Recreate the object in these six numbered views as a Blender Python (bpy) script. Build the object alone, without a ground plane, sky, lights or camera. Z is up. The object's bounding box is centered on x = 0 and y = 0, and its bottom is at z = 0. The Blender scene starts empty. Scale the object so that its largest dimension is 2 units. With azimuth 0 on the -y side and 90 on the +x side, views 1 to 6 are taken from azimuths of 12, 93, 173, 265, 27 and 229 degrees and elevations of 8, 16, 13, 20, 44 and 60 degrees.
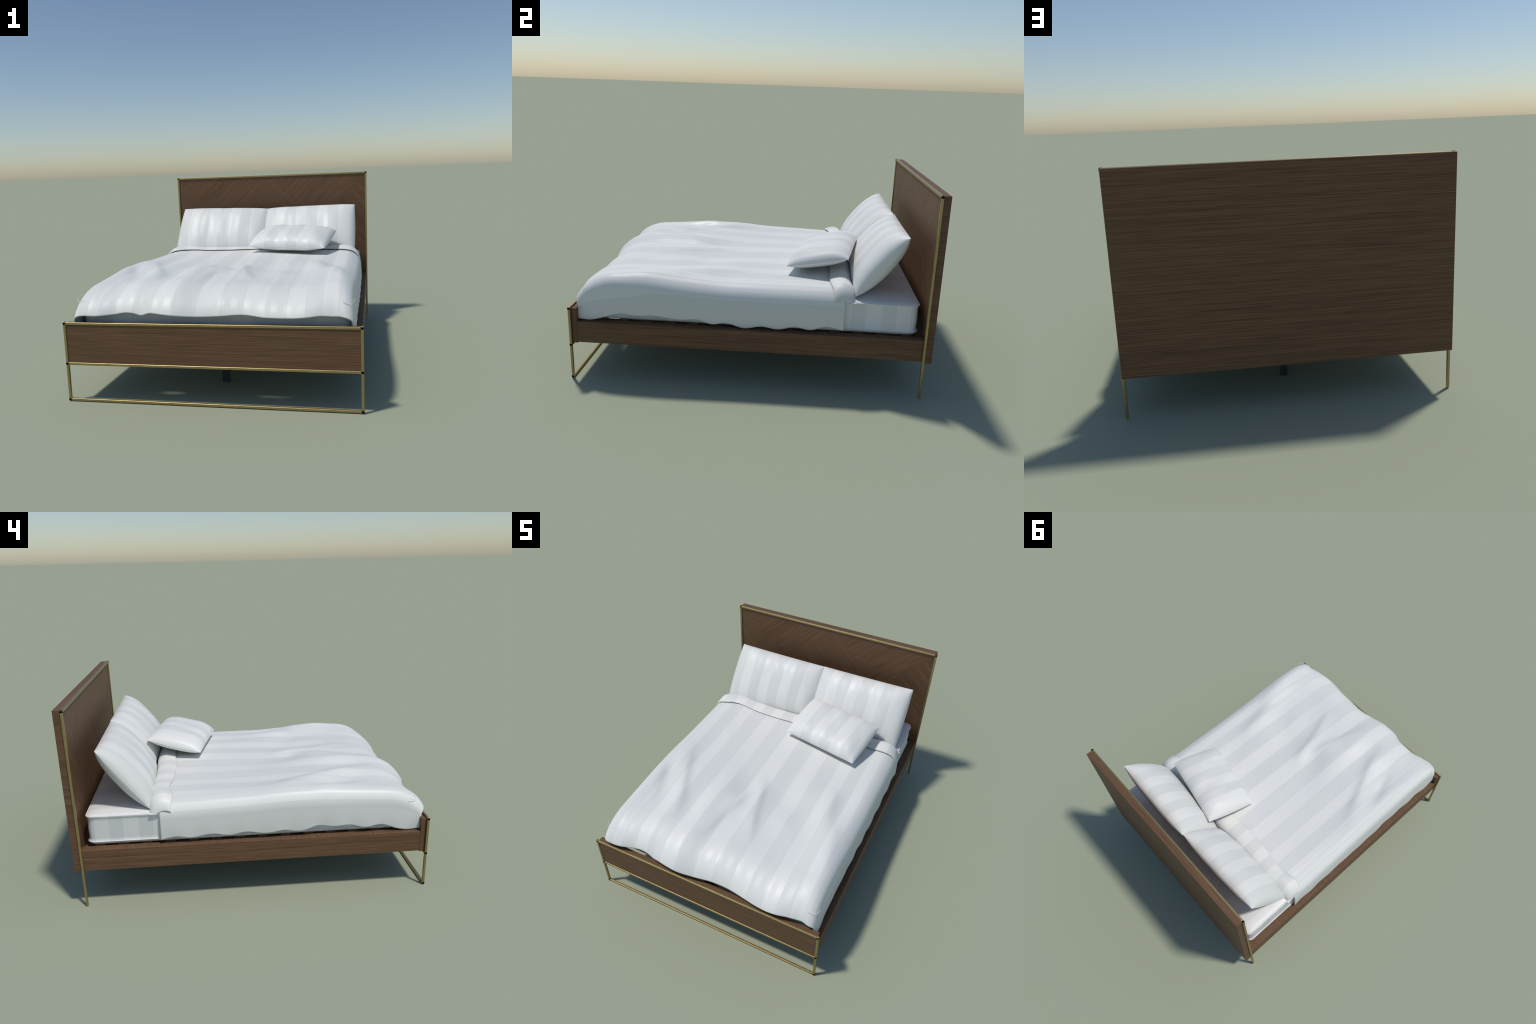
"""Double bed: walnut frame with slim brass tube trim, striped satin bedding."""
import bpy, bmesh, math
import numpy as np
from mathutils import Matrix, Vector

COL = bpy.context.scene.collection
rng = np.random.default_rng(7)

# ------------------------------------------------------------------ helpers
def link(o, parent=None):
    COL.objects.link(o)
    if parent is not None:
        o.parent = parent
    return o

def mesh_obj(name, verts, faces, mats, parent=None, smooth=True, face_mats=None):
    me = bpy.data.meshes.new(name)
    me.from_pydata([tuple(map(float, v)) for v in verts], [], faces)
    for m in mats:
        me.materials.append(m)
    if face_mats is not None:
        me.polygons.foreach_set('material_index', np.asarray(face_mats, dtype=np.int32))
    me.polygons.foreach_set('use_smooth', [smooth] * len(me.polygons))
    me.update()
    o = bpy.data.objects.new(name, me)
    return link(o, parent)

def box(name, lo, hi, mat, parent=None, bevel=0.0015, segs=2, top_mat=None, end_mat=None):
    """Box between two corners, edges rounded; faces looking up may take a second material."""
    bm = bmesh.new()
    bmesh.ops.create_cube(bm, size=1.0)
    c = [(a + b) / 2 for a, b in zip(lo, hi)]
    s = [b - a for a, b in zip(lo, hi)]
    for v in bm.verts:
        v.co = Vector([v.co[i] * s[i] for i in range(3)])
    if bevel > 0:
        bmesh.ops.bevel(bm, geom=bm.edges[:], offset=bevel, segments=segs, affect='EDGES', profile=0.5)
    bm.normal_update()
    me = bpy.data.meshes.new(name)
    me.materials.append(mat)
    if top_mat:
        me.materials.append(top_mat)
        for f in bm.faces:
            if f.normal.z > 0.9:
                f.material_index = 1
    if end_mat:
        me.materials.append(end_mat)
        for f in bm.faces:
            if abs(f.normal.x) > 0.9:
                f.material_index = len(me.materials) - 1
    bm.to_mesh(me); bm.free()
    me.polygons.foreach_set('use_smooth', [False] * len(me.polygons))
    o = bpy.data.objects.new(name, me)
    o.location = c
    return link(o, parent)

def tube(name, pts, radius, mat, parent=None, cyclic=False, sides=8):
    """Round cord swept along a polyline."""
    P = np.array(pts, float); n = len(P)
    verts, faces = [], []
    for i in range(n):
        a = P[(i - 1) % n] if (cyclic or i) else P[i]
        b = P[(i + 1) % n] if (cyclic or i < n - 1) else P[i]
        t = b - a; t /= np.linalg.norm(t) + 1e-12
        up = np.array([0, 0, 1.0]) if abs(t[2]) < 0.9 else np.array([1.0, 0, 0])
        s = np.cross(t, up); s /= np.linalg.norm(s); w = np.cross(s, t)
        for k in range(sides):
            an = 2 * math.pi * k / sides
            verts.append(P[i] + radius * (math.cos(an) * s + math.sin(an) * w))
    m = n if cyclic else n - 1
    for i in range(m):
        for k in range(sides):
            k2 = (k + 1) % sides; j = (i + 1) % n
            faces.append((i * sides + k, i * sides + k2, j * sides + k2, j * sides + k))
    if not cyclic:
        faces.append(tuple(range(sides))); faces.append(tuple(range((n - 1) * sides, n * sides))[::-1])
    return mesh_obj(name, verts, faces, [mat], parent)

def smooth01(t):
    t = np.clip(t, 0, 1); return t * t * (3 - 2 * t)

# ---------------------------------------------------------------- materials
class Mat:
    def __init__(s, name):
        s.m = bpy.data.materials.new(name); s.m.use_nodes = True
        s.t = s.m.node_tree; s.n = s.t.nodes; s.l = s.t.links
        s.n.clear()
        s.out = s.n.new('ShaderNodeOutputMaterial')
        s.b = s.n.new('ShaderNodeBsdfPrincipled')
        s.l.new(s.b.outputs[0], s.out.inputs[0])
        s.tc = s.n.new('ShaderNodeTexCoord')
    def put(s, sock, v):
        if isinstance(v, bpy.types.NodeSocket): s.l.new(v, sock)
        elif v is not None: sock.default_value = v
    def math(s, op, a, b=None):
        n = s.n.new('ShaderNodeMath'); n.operation = op
        s.put(n.inputs[0], a); s.put(n.inputs[1], b); return n.outputs[0]
    def xyz(s):
        n = s.n.new('ShaderNodeSeparateXYZ'); s.l.new(s.tc.outputs['Object'], n.inputs[0]); return n.outputs
    def comb(s, x, y, z):
        n = s.n.new('ShaderNodeCombineXYZ')
        for i, v in enumerate((x, y, z)): s.put(n.inputs[i], v)
        return n.outputs[0]
    def noise(s, vec, scale=1.0, detail=3.0, rough=0.5):
        n = s.n.new('ShaderNodeTexNoise'); s.put(n.inputs['Vector'], vec)
        n.inputs['Scale'].default_value = scale; n.inputs['Detail'].default_value = detail
        n.inputs['Roughness'].default_value = rough; return n.outputs['Fac']
    def ramp(s, fac, stops, mode='LINEAR'):
        n = s.n.new('ShaderNodeValToRGB'); s.put(n.inputs[0], fac)
        cr = n.color_ramp; cr.interpolation = mode
        while len(cr.elements) < len(stops): cr.elements.new(0.5)
        for e, (p, c) in zip(cr.elements, stops):
            e.position = p; e.color = (c if len(c) == 4 else (*c, 1))
        return n.outputs[0]
    def mix(s, fac, a, b):
        n = s.n.new('ShaderNodeMix'); n.data_type = 'RGBA'
        s.put(n.inputs[0], fac)
        s.put(n.inputs[6], a if isinstance(a, bpy.types.NodeSocket) else (*a, 1))
        s.put(n.inputs[7], b if isinstance(b, bpy.types.NodeSocket) else (*b, 1))
        return n.outputs[2]
    def bump(s, h, strength, dist):
        n = s.n.new('ShaderNodeBump'); s.put(n.inputs['Height'], h)
        n.inputs['Strength'].default_value = strength; n.inputs['Distance'].default_value = dist
        s.l.new(n.outputs[0], s.b.inputs['Normal'])

W_DARK, W_MID, W_LIGHT = (0.082, 0.041, 0.021), (0.147, 0.079, 0.042), (0.210, 0.119, 0.062)

def grain(M, along, a, b):
    """Fine straight veneer grain: long in 'along', short across (a, b)."""
    v1 = M.comb(M.math('MULTIPLY', along, 1.6), M.math('MULTIPLY', a, 190.0), M.math('MULTIPLY', b, 190.0))
    v2 = M.comb(M.math('MULTIPLY', along, 6.0), M.math('MULTIPLY', a, 420.0), M.math('MULTIPLY', b, 420.0))
    n1 = M.noise(v1, 1.0, 4.0, 0.6); n2 = M.noise(v2, 1.0, 2.0, 0.5)
    return M.math('ADD', M.math('MULTIPLY', n1, 0.55), M.math('MULTIPLY', n2, 0.45))

def finish_wood(M, g):
    c = M.ramp(g, [(0.33, W_DARK), (0.5, W_MID), (0.68, W_LIGHT)])
    M.l.new(c, M.b.inputs['Base Color'])
    M.b.inputs['Roughness'].default_value = 0.55
    M.b.inputs['Specular IOR Level'].default_value = 0.25
    M.bump(g, 0.12, 0.002)
    return M.m

def wood(name, axis):
    M = Mat(name); o = M.xyz(); i = 'xyz'.index(axis)
    r = [o[k] for k in range(3) if k != i]
    return finish_wood(M, grain(M, o[i], r[0], r[1]))

def wood_diamond(name, apex_z, diag):
    """Veneer laid in diamonds of alternating diagonal grain (object origin at world origin)."""
    M = Mat(name); o = M.xyz()
    z = M.math('SUBTRACT', o[2], apex_z)
    p = M.math('ADD', o[0], z); q = M.math('SUBTRACT', o[0], z)
    fp = M.math('FLOOR', M.math('DIVIDE', p, diag)); fq = M.math('FLOOR', M.math('DIVIDE', q, diag))
    odd = M.math('ABSOLUTE', M.math('MODULO', M.math('ADD', fp, fq), 2.0))
    def planks(al, ac, cell):
        g = grain(M, al, ac, M.math('MULTIPLY', cell, 0.01))
        band = M.noise(M.comb(M.math('MULTIPLY', al, 0.8), M.math('MULTIPLY', ac, 26.0), cell), 1.0, 2.0, 0.6)
        return M.math('ADD', g, M.math('MULTIPLY', M.math('SUBTRACT', band, 0.5), 0.26))
    ga = planks(q, p, fq); gb = planks(p, q, fp)
    n = M.n.new('ShaderNodeMix'); n.data_type = 'FLOAT'
    M.put(n.inputs[0], odd); M.put(n.inputs[2], gb); M.put(n.inputs[3], ga)
    return finish_wood(M, n.outputs[0])

def brass():
    M = Mat('brass'); o = M.tc.outputs['Object']
    c = M.ramp(M.noise(o, 40.0, 3.0), [(0.3, (0.37, 0.285, 0.125)), (0.7, (0.43, 0.335, 0.155))])
    M.l.new(c, M.b.inputs['Base Color'])
    M.b.inputs['Metallic'].default_value = 0.85
    M.b.inputs['Roughness'].default_value = 0.42
    return M.m

def flat(name, col, rough=0.6):
    M = Mat(name)
    c = M.ramp(M.noise(M.tc.outputs['Object'], 60.0, 2.0), [(0.3, tuple(v * 0.9 for v in col)), (0.7, tuple(v * 1.1 for v in col))])
    M.l.new(c, M.b.inputs['Base Color']); M.b.inputs['Roughness'].default_value = rough
    return M.m

C_LIGHT, C_DARK = (0.79, 0.79, 0.755), (0.715, 0.72, 0.69)

def satin(name, axis, edges, first_dark, span=1.0, weave=True, light=C_LIGHT, dark=C_DARK):
    """White damask cloth, satin stripes with borders at the given places on one object axis."""
    M = Mat(name); o = M.xyz(); a = o['xyz'.index(axis)]
    f = M.math('ADD', M.math('DIVIDE', a, 2 * span), 0.5)
    stops, d = [(0.0, (0, 0, 0) if first_dark else (1, 1, 1))], first_dark
    for e in sorted(edges):
        d = not d
        stops.append((e / (2 * span) + 0.5, (0, 0, 0) if d else (1, 1, 1)))
    s = M.ramp(f, stops, 'CONSTANT')
    soft = M.noise(M.tc.outputs['Object'], 900.0, 2.0)
    var = M.math('ADD', 0.985, M.math('MULTIPLY', soft, 0.03))
    c = M.mix(s, dark, light)
    h = M.n.new('ShaderNodeHueSaturation'); M.l.new(c, h.inputs['Color']); M.l.new(var, h.inputs['Value'])
    M.l.new(h.outputs[0], M.b.inputs['Base Color'])
    # narrow glossy ribs inside every stripe
    rib = M.math('GREATER_THAN', M.math('PINGPONG', M.math('ADD', a, 5.0), 0.034), 0.017)
    M.l.new(M.math('SUBTRACT', M.math('SUBTRACT', 0.60, M.math('MULTIPLY', s, 0.04)), M.math('MULTIPLY', rib, 0.13)), M.b.inputs['Roughness'])
    M.b.inputs['Specular IOR Level'].default_value = 0.42
    M.b.inputs['Sheen Weight'].default_value = 0.05
    if weave:
        w = M.n.new('ShaderNodeTexWave'); w.bands_direction = 'DIAGONAL'
        M.l.new(M.tc.outputs['Object'], w.inputs['Vector'])
        w.inputs['Scale'].default_value = 75.0; w.inputs['Distortion'].default_value = 0.6
        w.inputs['Detail'].default_value = 1.0
        M.bump(w.outputs['Fac'], 0.12, 0.001)
    return M.m

WOOD_X, WOOD_Y, WOOD_Z = wood('walnut_along_width', 'x'), wood('walnut_along_length', 'y'), wood('walnut_upright', 'z')
WOOD_DIA = wood_diamond('walnut_diamond_veneer', 1.10, 0.75)
BRASS = brass()
BLACK = flat('black_joint', (0.002, 0.002, 0.002), 1.0)
BLACK.node_tree.nodes['Principled BSDF'].inputs['Specular IOR Level'].default_value = 0.0
LEG = flat('dark_steel', (0.022, 0.027, 0.028), 0.55)
CORD = flat('white_cord', (0.76, 0.76, 0.74), 0.7)

# ---------------------------------------------------------------- bed frame
bed = bpy.data.objects.new('bed_frame', None); link(bed)
bed['label'] = 'walnut bed frame with slim brass tube trim'
bed['category'] = 'bed'

T = 0.0068                       # half the brass tube
PX = 0.762                       # post centre line
YF, YH = -0.9932, 0.9535         # foot frame and head frame centre lines
ZF = (0.0072, 0.2035, 0.4190)    # bars of the foot frame
ZH = 1.1250                      # bar over the headboard

def bar(name, a, b, parent):
    lo = [min(p, q) - T for p, q in zip(a, b)]; hi = [max(p, q) + T for p, q in zip(a, b)]
    lo[2] = max(lo[2], 0.0)
    return box(name, lo, hi, BRASS, parent, bevel=0.0024, segs=3)

foot_frame = bpy.data.objects.new('foot_frame', None); link(foot_frame, bed)
head_frame = bpy.data.objects.new('head_frame', None); link(head_frame, bed)
for s in (-1, 1):
    bar('frame_post', (s * PX, YF, 0.0068), (s * PX, YF, ZF[2] + 0.003), foot_frame)
    bar('frame_post', (s * PX, YH, 0.0068), (s * PX, YH, ZH), head_frame)
for z in ZF:
    bar('frame_bar', (-PX + 2 * T, YF, z), (PX - 2 * T, YF, z), foot_frame)
bar('frame_bar', (-PX + 2 * T, YH, ZH), (PX - 2 * T, YH, ZH), head_frame)

def cap(c, axis, parent):
    h = 0.0054; e = [h, h, h]; e[axis] = 0.0012
    box('joint_cap', [a - b for a, b in zip(c, e)], [a + b for a, b in zip(c, e)], BLACK, parent, bevel=0.0003, segs=1)
for s in (-1, 1):
    for z in ZF:
        cap((s * PX, YF - T, z), 1, foot_frame); cap((s * (PX + T), YF, z), 0, foot_frame)
    cap((s * PX, YH - T, ZH), 1, head_frame); cap((s * (PX + T), YH, ZH), 0, head_frame); cap((s * PX, YH, ZH + T), 2, head_frame)

headboard = bpy.data.objects.new('headboard', None); link(headboard, bed)
box('back_panel', (-0.7605, 0.9605, 0.2095), (0.7605, 1.0, 1.1305), WOOD_X, headboard, end_mat=WOOD_Y)
hv = box('veneer_panel', (-0.7555, 0.9535, 0.2105), (0.7555, 0.9600, 1.1190), WOOD_DIA, headboard, bevel=0.0)
hv.data.transform(Matrix.Translation(hv.location)); hv.location = (0, 0, 0)

footboard = bpy.data.objects.new('footboard', None); link(footboard, bed)
box('front_panel', (-0.7560, -0.9960, 0.2095), (0.7560, -0.9845, 0.4130), WOOD_X, footboard, bevel=0.0)
box('inner_board', (-0.7570, -0.9830, 0.2130), (0.7570, -0.9560, 0.4195), WOOD_X, footboard, end_mat=WOOD_Y)

for s in (-1, 1):
    box('side_rail', (min(s * 0.701, s * 0.7590), -0.9545, 0.2190), (max(s * 0.701, s * 0.7590), 0.9525, 0.3410), WOOD_Y, bed, top_mat=WOOD_X)
    box('rail_cleat', (min(s * 0.655, s * 0.7005), -0.945, 0.270), (max(s * 0.655, s * 0.7005), 0.945, 0.3280), WOOD_Y, bed)
box('center_beam', (-0.032, -0.954, 0.245), (0.032, 0.951, 0.3280), WOOD_Y, bed)
for y in (-0.635, 0.635):
    box('center_leg', (-0.0185, y - 0.0185, 0.0), (0.0185, y + 0.0185, 0.2445), LEG, bed, bevel=0.002)
slat0 = None
for k in range(14):
    y = 0.857 - 0.1303 * k
    if slat0 is None:
        slat0 = box('slat', (-0.698, y - 0.0277, 0.3285), (0.6985, y + 0.0277, 0.3460), WOOD_X, bed, bevel=0.002)
    else:
        o = slat0.copy(); o.location.y = y; link(o, bed)

# ----------------------------------------------------------------- mattress
def rounded_rect(hx, hy, r, n=5):
    pts = []
    for cx, cy, a0 in ((hx - r, hy - r, 0), (-hx + r, hy - r, 90), (-hx + r, -hy + r, 180), (hx - r, -hy + r, 270)):
        for k in range(n + 1):
            a = math.radians(a0 + 90 * k / n)
            pts.append((cx + r * math.cos(a), cy + r * math.sin(a)))
    return pts

MX, MY, MC = 0.7090, 0.9128, 0.0057   # half width, half length, centre along the bed
m_edges_y = [0.9, 0.877] + [0.868 - 0.0785 * k for k in range(23)]
m_edges_x = [-0.6450 + 0.1075 * k for k in range(13)]
MAT_SIDE = satin('mattress_side_cloth', 'y', m_edges_y, False, light=(0.78, 0.78, 0.77), dark=(0.70, 0.705, 0.70))
MAT_TOP = satin('mattress_top_cloth', 'x', m_edges_x, False, light=(0.80, 0.795, 0.785), dark=(0.745, 0.74, 0.73))
levels = [(z + 0.009, i) for z, i in [(0.3375, 0.022), (0.3390, 0.014), (0.3440, 0.007), (0.3520, 0.003), (0.3590, 0.0), (0.3640, 0.003), (0.3780, 0.004),
          (0.43, 0.002), (0.4780, 0.004), (0.5000, 0.003), (0.5080, 0.0), (0.5125, 0.004), (0.5170, 0.012), (0.5205, 0.028), (0.5250, 0.07), (0.5285, 0.18), (0.5295, 0.4)]]
mv, mf, mm = [], [], []
NR = 24
for z, inset in levels:
    for x, y in rounded_rect(MX - inset, MY - inset, 0.040):
        mv.append((x, y + MC, z))
for i in range(len(levels) - 1):
    for k in range(NR):
        k2 = (k + 1) % NR
        f = (i * NR + k, i * NR + k2, (i + 1) * NR + k2, (i + 1) * NR + k)
        mf.append(f)
        P = np.mean([mv[j] for j in f], axis=0); 
        up = levels[i][0] >= 0.5215
        endface = abs(P[1] - MC) > MY - 0.035 and abs(P[0]) < MX - 0.035
        mm.append(1 if (up or endface) else 0)
mf.append(tuple(range(NR))[::-1]); mm.append(1)
mf.append(tuple(range((len(levels) - 1) * NR, len(levels) * NR))); mm.append(1)
mattress = mesh_obj('mattress', mv, mf, [MAT_SIDE, MAT_TOP], None, True, mm)
mattress['label'] = 'white box mattress with striped cover and corded edges'
mattress['category'] = 'mattress'
for z in (0.5180, 0.3675):
    ring = [(x, y + MC, z) for x, y in rounded_rect(MX + 0.0005, MY + 0.0005, 0.038, 8)]
    tube('edge_cord', ring, 0.0026, CORD, mattress, cyclic=True)

# -------------------------------------------------------------------- duvet
# The top of the duvet is lofted through lengthwise profiles, one per stripe border:
# height over the mattress line at eight stations from the head (y 0.45) to the foot (y -0.75).
STATION_Y = [0.45, 0.20, 0.0, -0.15, -0.30, -0.45, -0.60, -0.75]
PROFILES = [
    (-0.735, [0.585, 0.592, 0.600, 0.610, 0.613, 0.608, 0.600, 0.590]),
    (-0.637, [0.590, 0.597, 0.603, 0.613, 0.618, 0.612, 0.601, 0.591]),
    (-0.580, [0.592, 0.595, 0.597, 0.604, 0.607, 0.586, 0.582, 0.581]),
    (-0.492, [0.594, 0.592, 0.590, 0.596, 0.604, 0.603, 0.590, 0.590]),
    (-0.403, [0.592, 0.588, 0.589, 0.595, 0.603, 0.603, 0.604, 0.601]),
    (-0.287, [0.593, 0.590, 0.591, 0.597, 0.602, 0.605, 0.598, 0.603]),
    (-0.181, [0.594, 0.589, 0.586, 0.588, 0.604, 0.620, 0.622, 0.612]),
    (-0.061, [0.596, 0.594, 0.590, 0.586, 0.588, 0.612, 0.601, 0.590]),
    (0.059, [0.598, 0.598, 0.592, 0.588, 0.591, 0.593, 0.594, 0.589]),
    (0.180, [0.597, 0.594, 0.588, 0.584, 0.575, 0.584, 0.590, 0.590]),
    (0.292, [0.595, 0.592, 0.594, 0.590, 0.576, 0.587, 0.578, 0.580]),
    (0.401, [0.592, 0.589, 0.591, 0.594, 0.588, 0.584, 0.583, 0.579]),
    (0.491, [0.592, 0.590, 0.589, 0.596, 0.602, 0.590, 0.584, 0.583]),
    (0.574, [0.590, 0.588, 0.585, 0.582, 0.596, 0.612, 0.610, 0.598]),
    (0.650, [0.586, 0.584, 0.584, 0.584, 0.594, 0.606, 0.614, 0.604]),
    (0.735, [0.582, 0.582, 0.582, 0.583, 0.590, 0.600, 0.606, 0.600]),
]
# crest lines that stand out sharper than the loft: points, height, half width
RIDGES = [
    ([(0.01, -0.12), (0.03, -0.22), (0.085, -0.45), (0.19, -0.76)], 0.013, 0.044),
    ([(-0.01, -0.26), (-0.03, -0.36), (-0.075, -0.58), (-0.14, -0.86)], 0.011, 0.042),
    ([(-0.60, -0.06), (-0.51, -0.31), (-0.385, -0.59), (-0.34, -0.82)], 0.015, 0.052),
    ([(-0.69, -0.30), (-0.575, -0.58), (-0.53, -0.78)], 0.006, 0.045),
    ([(0.46, -0.02), (0.51, -0.25), (0.53, -0.42)], 0.0055, 0.045),
    ([(0.60, -0.30), (0.625, -0.52), (0.64, -0.74)], 0.007, 0.045),
]

def curve(xs, ys, q):
    """Smooth interpolation through control points (cubic)."""
    xs = np.asarray(xs, float); ys = np.asarray(ys, float)
    if xs[0] > xs[-1]: xs, ys = xs[::-1], ys[::-1]
    m = np.gradient(ys, xs)
    q = np.clip(q, xs[0], xs[-1]); i = np.clip(np.searchsorted(xs, q) - 1, 0, len(xs) - 2)
    h = xs[i + 1] - xs[i]; t = (q - xs[i]) / h
    return ((2 * t**3 - 3 * t**2 + 1) * ys[i] + (t**3 - 2 * t**2 + t) * h * m[i]
            + (-2 * t**3 + 3 * t**2) * ys[i + 1] + (t**3 - t**2) * h * m[i + 1])

def seg_dist(x, y, a, b):
    """Distance to a crest segment, and on which side of it (+1 towards +x) the point lies."""
    ax, ay = a; bx, by = b; dx, dy = bx - ax, by - ay
    t = np.clip(((x - ax) * dx + (y - ay) * dy) / (dx * dx + dy * dy), 0, 1)
    ex, ey = x - ax - t * dx, y - ay - t * dy
    return math.hypot(ex, ey), ex

def folds(x, y):
    """Folds lean over: gentle on the left of the crest, steep on the right."""
    z = 0.0
    for pts, h, w in RIDGES:
        d, e = min((seg_dist(x, y, pts[i], pts[i + 1]) for i in range(len(pts) - 1)), key=lambda p: p[0])
        run = (pts[0][1] - y) / (pts[0][1] - pts[-1][1])          # fades in and out along its length
        if not 0 < run < 1: continue
        lean = 1.3 - 0.62 * float(smooth01(0.5 + e / 0.016))
        z += h * math.exp(-(d / (w * lean)) ** 2) * float(smooth01(run / 0.3) * smooth01((1 - run) / 0.4))
    return z

PX_LINES = [p[0] for p in PROFILES]
_rows = {}
def top_height(x, y):
    key = float(y)
    if key not in _rows:
        _rows[key] = [float(curve(STATION_Y, p[1], key)) for p in PROFILES]
    return curve(PX_LINES, _rows[key], float(x)) + folds(float(x), key)

# foot hem: how far it pokes over the footboard, by place across the bed
HEM_X = [-0.735, -0.70, -0.638, -0.57, -0.495, -0.43, -0.385, -0.345, -0.300, -0.22, -0.17, -0.06, 0.06, 0.19, 0.30, 0.35, 0.45, 0.50, 0.58, 0.647, 0.70, 0.735]
HEM_Y = [-0.955, -0.985, -0.997, -0.987, -0.966, -0.962, -0.966, -0.975, -0.988, -0.998, -1.0, -0.984, -0.964, -0.969, -0.981, -0.990, -0.999, -0.996, -0.981, -0.969, -0.974, -0.955]
HEM_Z = [0.375, 0.428, 0.455, 0.459, 0.463, 0.472, 0.469, 0.462, 0.476, 0.472, 0.468, 0.460, 0.459, 0.469, 0.459, 0.460, 0.463, 0.466, 0.471, 0.457, 0.425, 0.375]
# side hems: bottom edge height along the bed (head to foot), left and right
SIDE_Y = [0.52, 0.42, 0.35, 0.22, 0.13, 0.04, -0.07, -0.17, -0.26, -0.37, -0.45, -0.55, -0.63, -0.73, -0.82, -0.88, -0.96]
SIDE_L = [0.366, 0.381, 0.371, 0.386, 0.372, 0.388, 0.370, 0.384, 0.371, 0.401, 0.390, 0.394, 0.374, 0.386, 0.358, 0.346, 0.350]
SIDE_YR = [0.52, 0.41, 0.34, 0.25, 0.15, 0.07, -0.03, -0.14, -0.21, -0.29, -0.37, -0.45, -0.54, -0.63, -0.72, -0.79, -0.90, -0.96]
SIDE_R = [0.362, 0.378, 0.358, 0.367, 0.350, 0.360, 0.346, 0.369, 0.359, 0.379, 0.376, 0.378, 0.391, 0.381, 0.394, 0.371, 0.346, 0.350]

X0, XS = 0.595, 0.729          # where the shoulder starts, and the hanging side
Y0 = -0.740                    # where the foot roll-off starts
YEND = 0.515                   # head edge of the duvet

# stations across: flat part, shoulder arc, hanging part
flat_x = np.linspace(-X0, X0, 150)
arc = np.linspace(0, 1, 30)[1:]
hang = np.linspace(0, 1, 22)[1:]
# each station: (side, x on top, arc progress, hang progress)
stations = [(-1, 0, 1, h) for h in hang[::-1]] + [(-1, 0, a, 0) for a in arc[::-1]] + [(0, x, 0, 0) for x in flat_x] \
         + [(1, 0, a, 0) for a in arc] + [(1, 0, 1, h) for h in hang]
body_y = np.concatenate([np.linspace(YEND, Y0, 190), ])
foot_q = np.linspace(0, 1, 44)[1:]

def cross_section(side, x, a, h, y):
    """Point of the draped cross-section before the foot roll-off is applied."""
    if side == 0:
        return x, top_height(x, y)
    th = a * math.pi / 2
    foot = float(smooth01((-y - 0.35) / 0.45))                 # towards the foot the shoulder is tighter and the side flares
    xs = XS - 0.004 * foot
    px = side * (X0 + (xs - X0) * np.sin(th) ** 0.92)
    zt = top_height(px, y)
    zsh = zt - 0.104 * (1 - np.cos(th)) ** (1.2 + 0.4 * foot)
    hem = curve(SIDE_Y, SIDE_L, y) if side < 0 else curve(SIDE_YR, SIDE_R, y)
    z = zsh + (hem - zsh) * h
    ph = 0.6 if side < 0 else 2.1
    wave = (1 + np.sin(2 * math.pi * y / 0.175 + ph)) * 0.0018 * h * h + 0.004 * foot * h
    return px + side * (wave + 0.002 * math.sin(math.pi * h)), z

rows = []
for y in body_y:
    rows.append([(*((lambda p: (p[0], y, p[1]))(cross_section(*st, np.float64(y)))),) for st in stations])
for q in foot_q:
    row = []
    th = q * math.radians(74)
    sy, sz = math.sin(th) / math.sin(math.radians(74)), (1 - math.cos(th)) / (1 - math.cos(math.radians(74)))
    for st in stations:
        yy = Y0 - 0.22 * sy
        x, z = cross_section(*st, np.float64(max(yy, -0.955)))
        hy = float(curve(HEM_X, HEM_Y, np.float64(x))); hz = float(curve(HEM_X, HEM_Z, np.float64(x)))
        y = Y0 + (hy - Y0) * sy
        # drop of the crest at this roll-off step, fading to the side hem on the hanging part
        crest0 = float(top_height(np.float64(np.clip(x, -X0, X0)), np.float64(max(yy, -0.93))))
        crest = crest0 + (float(curve(HEM_X, HEM_Z, np.float64(np.clip(x, -0.62, 0.62)))) - crest0) * sz
        if st[0] == 0:
            z = crest
        else:
            hem0 = float(curve(SIDE_Y, SIDE_L, max(yy, -0.955)) if st[0] < 0 else curve(SIDE_YR, SIDE_R, max(yy, -0.955)))
            f = float(np.clip((crest0 - z) / (crest0 - hem0), -0.1, 1.0))
            z = crest + (hem0 - crest) * f
        row.append((x, y, z))
    rows.append(row)
G = np.array(rows)
nr, nc = G.shape[:2]

def grid_faces(nr, nc, flip=False):
    F = []
    for i in range(nr - 1):
        for j in range(nc - 1):
            f = (i * nc + j, i * nc + j + 1, (i + 1) * nc + j + 1, (i + 1) * nc + j)
            F.append(f[::-1] if flip else f)
    return F

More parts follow.
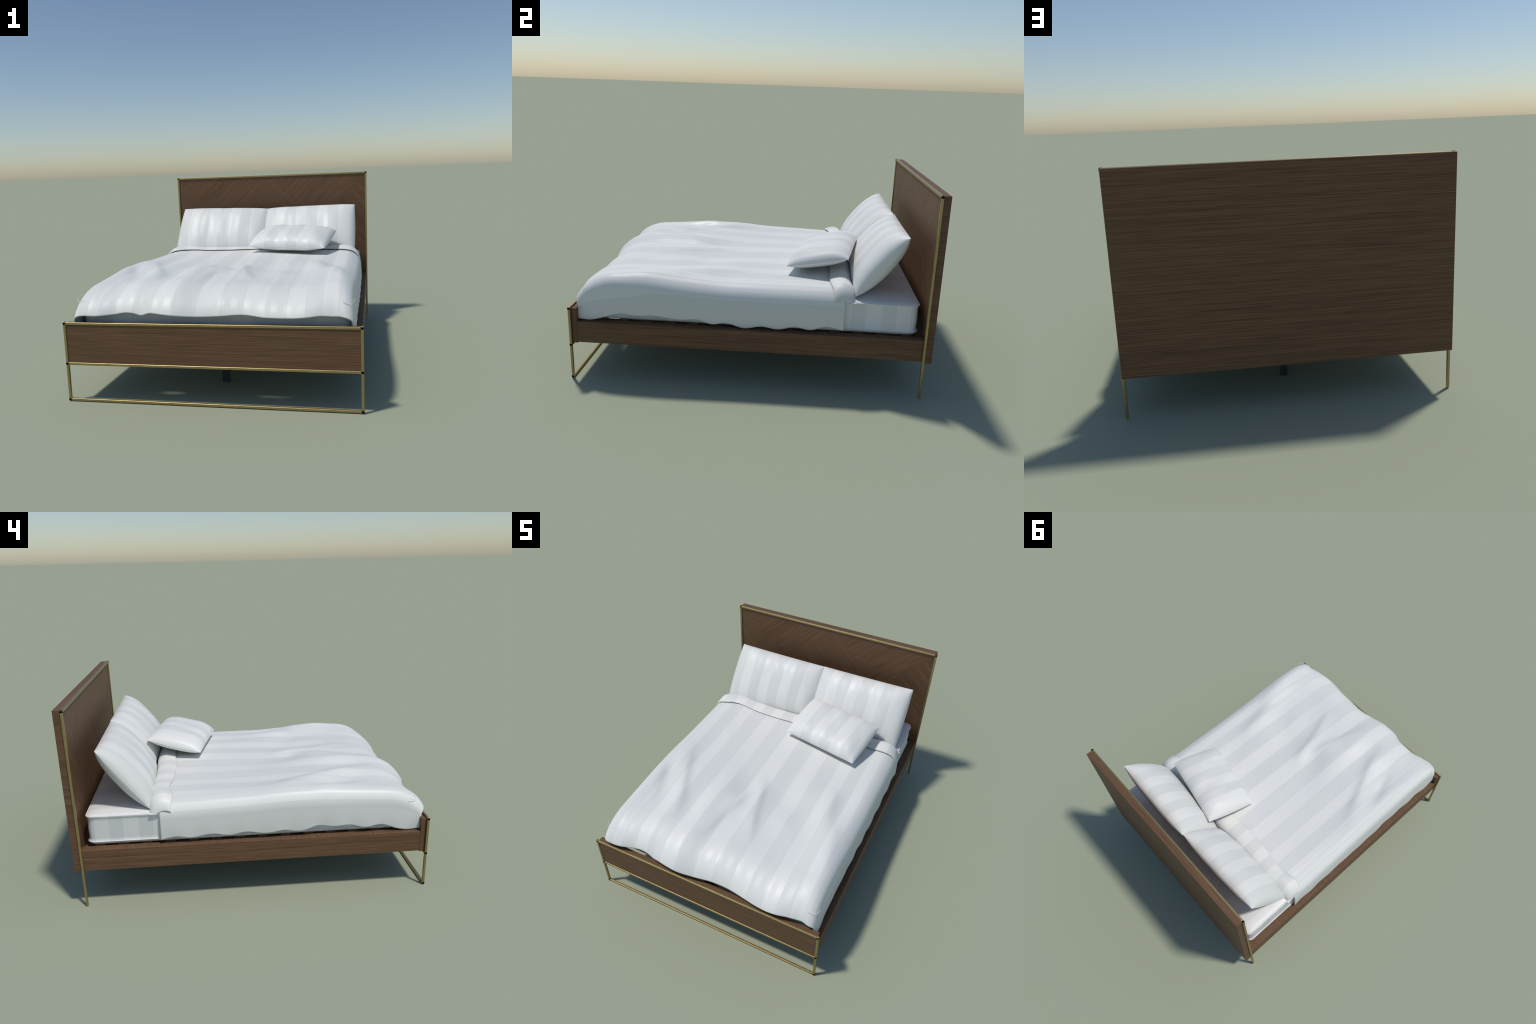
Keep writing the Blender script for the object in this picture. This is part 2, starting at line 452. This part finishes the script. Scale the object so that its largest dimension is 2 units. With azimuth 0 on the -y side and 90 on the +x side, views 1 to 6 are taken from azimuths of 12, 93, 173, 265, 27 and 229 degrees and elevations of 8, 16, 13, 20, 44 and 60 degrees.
def thick_sheet(name, G, thick, mats, parent=None, flip=False):
    """Cloth sheet of real thickness, built inward from the outer surface, hem closed."""
    nr, nc = G.shape[:2]
    du = np.gradient(G, axis=1); dv = np.gradient(G, axis=0)
    N = np.cross(dv, du); N /= np.linalg.norm(N, axis=2, keepdims=True) + 1e-9
    if flip: N = -N
    inner = G - N * thick
    V = np.concatenate([G.reshape(-1, 3), inner.reshape(-1, 3)]); n = nr * nc
    F = grid_faces(nr, nc, not flip) + [tuple(n + k for k in f) for f in grid_faces(nr, nc, flip)]
    loop = [j for j in range(nc)] + [i * nc + nc - 1 for i in range(1, nr)] + [(nr - 1) * nc + j for j in range(nc - 2, -1, -1)] + [i * nc for i in range(nr - 2, 0, -1)]
    for a, b in zip(loop, loop[1:] + loop[:1]):
        f = (a, b, b + n, a + n)
        F.append(f if not flip else f[::-1])
    o = mesh_obj(name, V, F, mats, parent)
    bm = bmesh.new(); bm.from_mesh(o.data); bmesh.ops.recalc_face_normals(bm, faces=bm.faces[:]); bm.to_mesh(o.data); bm.free()
    return o

D_EDGES = [-0.7245, -0.690, -0.637, -0.580, -0.492, -0.403, -0.287, -0.181, -0.061, 0.059, 0.180, 0.292, 0.401, 0.491, 0.574, 0.648, 0.695, 0.7245]
CLOTH = satin('striped_satin', 'x', D_EDGES, True)   # the hanging sides fall in a dark stripe
duvet = thick_sheet('duvet', G, 0.007, [CLOTH], None)
duvet['label'] = 'white striped satin duvet with soft folds'
duvet['category'] = 'bedding'

# turned-back head end of the duvet: flap on top, rolling over and down to the mattress
FLAP_X = [-0.73, -0.646, -0.541, -0.412, -0.29, -0.173, -0.069, 0.10, 0.30, 0.509, 0.578, 0.70, 0.73]
FLAP_Y = [0.452, 0.440, 0.464, 0.450, 0.438, 0.437, 0.442, 0.455, 0.445, 0.434, 0.432, 0.450, 0.455]
fx = np.concatenate([np.linspace(-X0, X0, 120)])
fst = [(-1, 0, a, 0) for a in arc[::-1]] + [(0, x, 0, 0) for x in fx] \
    + [(1, 0, a, 0) for a in arc]
prof = [(0.0, 0.0105), (0.10, 0.0135), (0.25, 0.017), (0.45, 0.020), (0.62, 0.018), (0.78, 0.010), (0.90, -0.004), (0.96, -0.020), (0.99, -0.04), (1.0, -0.070)]
pw = np.linspace(0, 1, 26)
pl = np.concatenate([[0], np.cumsum(np.hypot(np.diff([p[0] for p in prof]) * 0.14, np.diff([p[1] for p in prof])))]); pl /= pl[-1]
rows = []
for w in pw:
    t = float(np.interp(w, pl, [p[0] for p in prof])); off = float(np.interp(w, pl, [p[1] for p in prof]))
    row = []
    for st in fst:
        side, sx, a, h = st
        # the flap stops short on the shoulder in front and reaches the mattress at the back
        x, z = cross_section(side, sx, a * (0.80 + 0.16 * float(smooth01(t * 1.2))), 0.0, np.float64(0.48))
        x += side * a * (0.003 - 0.010 * float(smooth01(t * 2.0)))
        yf = float(curve(FLAP_X, FLAP_Y, np.float64(x)))
        yb = 0.572 + 0.004 * math.sin(9 * x)
        row.append((x, yf + (yb - yf) * t, max(z + off + 0.011 * float(smooth01((abs(x) - 0.48) / 0.12)) * math.sin(math.pi * t) ** 0.8, 0.522)))
    rows.append(row)
F_EDGES = [-0.655 + 0.0815 * k for k in range(17)]
FLAP_CLOTH = satin('striped_satin_reverse', 'x', F_EDGES, False, light=(0.795, 0.79, 0.75), dark=(0.715, 0.715, 0.68))
thick_sheet('turned_back_hem', np.array(rows), 0.0045, [FLAP_CLOTH], duvet, flip=True)
for s in (-1, 1):
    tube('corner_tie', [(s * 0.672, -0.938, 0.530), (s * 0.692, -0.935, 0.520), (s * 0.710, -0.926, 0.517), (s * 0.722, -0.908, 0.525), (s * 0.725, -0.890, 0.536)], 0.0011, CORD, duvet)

# ------------------------------------------------------------------ pillows
def pillow(name, TL, TR, BR, BL, half, edges, first_dark, mats_name, puff=0.5, boxy=(5.0, 2.6), wrinkle=0.003, seed=0):
    """Stuffed pillow between four corner points: u runs along its width, v up its height."""
    TL, TR, BR, BL = (np.array(p, float) for p in (TL, TR, BR, BL))
    c = (TL + TR + BR + BL) / 4
    ex = (TR + BR - TL - BL); ex /= np.linalg.norm(ex)
    ey = (TL + TR - BL - BR); ey -= ex * (ey @ ex); ey /= np.linalg.norm(ey)
    ez = np.cross(ex, ey)
    R = np.array([ex, ey, ez])
    loc = [R @ (p - c) for p in (TL, TR, BR, BL)]
    r = np.random.default_rng(seed); ph = r.uniform(0, 6.28, 6)
    n = 72
    t = np.linspace(-1, 1, n); a = np.sin(t * math.pi / 2)
    A, B = np.meshgrid(a, a)
    wl, wr = (1 - A) / 2, (1 + A) / 2; wb, wt = (1 - B) / 2, (1 + B) / 2
    base = (wt * wl)[..., None] * loc[0] + (wt * wr)[..., None] * loc[1] + (wb * wr)[..., None] * loc[2] + (wb * wl)[..., None] * loc[3]
    # sides swell out a little between the corners
    base[..., 0] += 0.006 * A * (1 - B**2); base[..., 1] -= 0.002 * B * (1 - A**2)
    shape = ((1 - np.abs(A)**boxy[0]) * (1 - np.abs(B)**boxy[1])) ** puff
    shape_b = ((1 - np.abs(A)**(0.7 * boxy[0])) * (1 - np.abs(B)**(0.9 * boxy[1]))) ** puff
    wr_ = wrinkle * (np.sin(9 * A + ph[0] + 1.5 * B) * np.cos(2.2 * B + ph[1]) + 0.6 * np.sin(15 * A + ph[2]) * np.cos(3 * B + ph[3])) * shape
    V, F = [], []
    front = base.copy(); front[..., 2] += half[0] * shape + wr_
    back = base.copy(); back[..., 2] -= half[1] * shape_b - 0.5 * wr_
    V = np.concatenate([front.reshape(-1, 3), back.reshape(-1, 3)])
    N = n * n
    F = grid_faces(n, n) + [tuple(N + k for k in f) for f in grid_faces(n, n, True)]
    mat = satin(mats_name, 'x', edges, first_dark)
    o = mesh_obj(name, V, F, [mat])
    bm = bmesh.new(); bm.from_mesh(o.data); bmesh.ops.remove_doubles(bm, verts=bm.verts[:], dist=1e-5)
    bmesh.ops.recalc_face_normals(bm, faces=bm.faces[:]); bm.to_mesh(o.data); bm.free()
    rim = [base[0, j] for j in range(n)] + [base[i, n - 1] for i in range(1, n)] + [base[n - 1, j] for j in range(n - 2, -1, -1)] + [base[i, 0] for i in range(n - 2, 0, -1)]
    M = Matrix([[ex[i], ey[i], ez[i], c[i]] for i in range(3)] + [[0, 0, 0, 1]])
    o.matrix_world = M
    tube('seam', rim, 0.0016, CORD, o, cyclic=True, sides=6)
    return o

P_EDGES = [-0.2572 + 0.0803 * k for k in range(7)]
left = pillow('pillow', (-0.6766, 0.832, 0.881), (0.000, 0.842, 0.869), (0.000, 0.586, 0.548), (-0.684, 0.567, 0.539), (0.088, 0.086), P_EDGES, True, 'pillow_satin', boxy=(4.2, 2.6), seed=3)
right = pillow('pillow', (-0.002, 0.847, 0.868), (0.677, 0.833, 0.885), (0.680, 0.572, 0.545), (-0.002, 0.592, 0.550), (0.088, 0.086), P_EDGES, True, 'pillow_satin', seed=4)
cushion = pillow('cushion', (0.017, 0.627, 0.7235), (0.5545, 0.529, 0.7187), (0.493, 0.185, 0.640), (-0.0435, 0.285, 0.643), (0.074, 0.056),
                 [-0.158, -0.08, -0.003, 0.077, 0.157, 0.237], False, 'cushion_satin', boxy=(4.0, 3.0), seed=5)
for p in (left, right):
    p['label'] = 'plump white pillow with woven satin stripes'; p['category'] = 'pillow'
cushion['label'] = 'small white striped cushion lying on the duvet'; cushion['category'] = 'cushion'
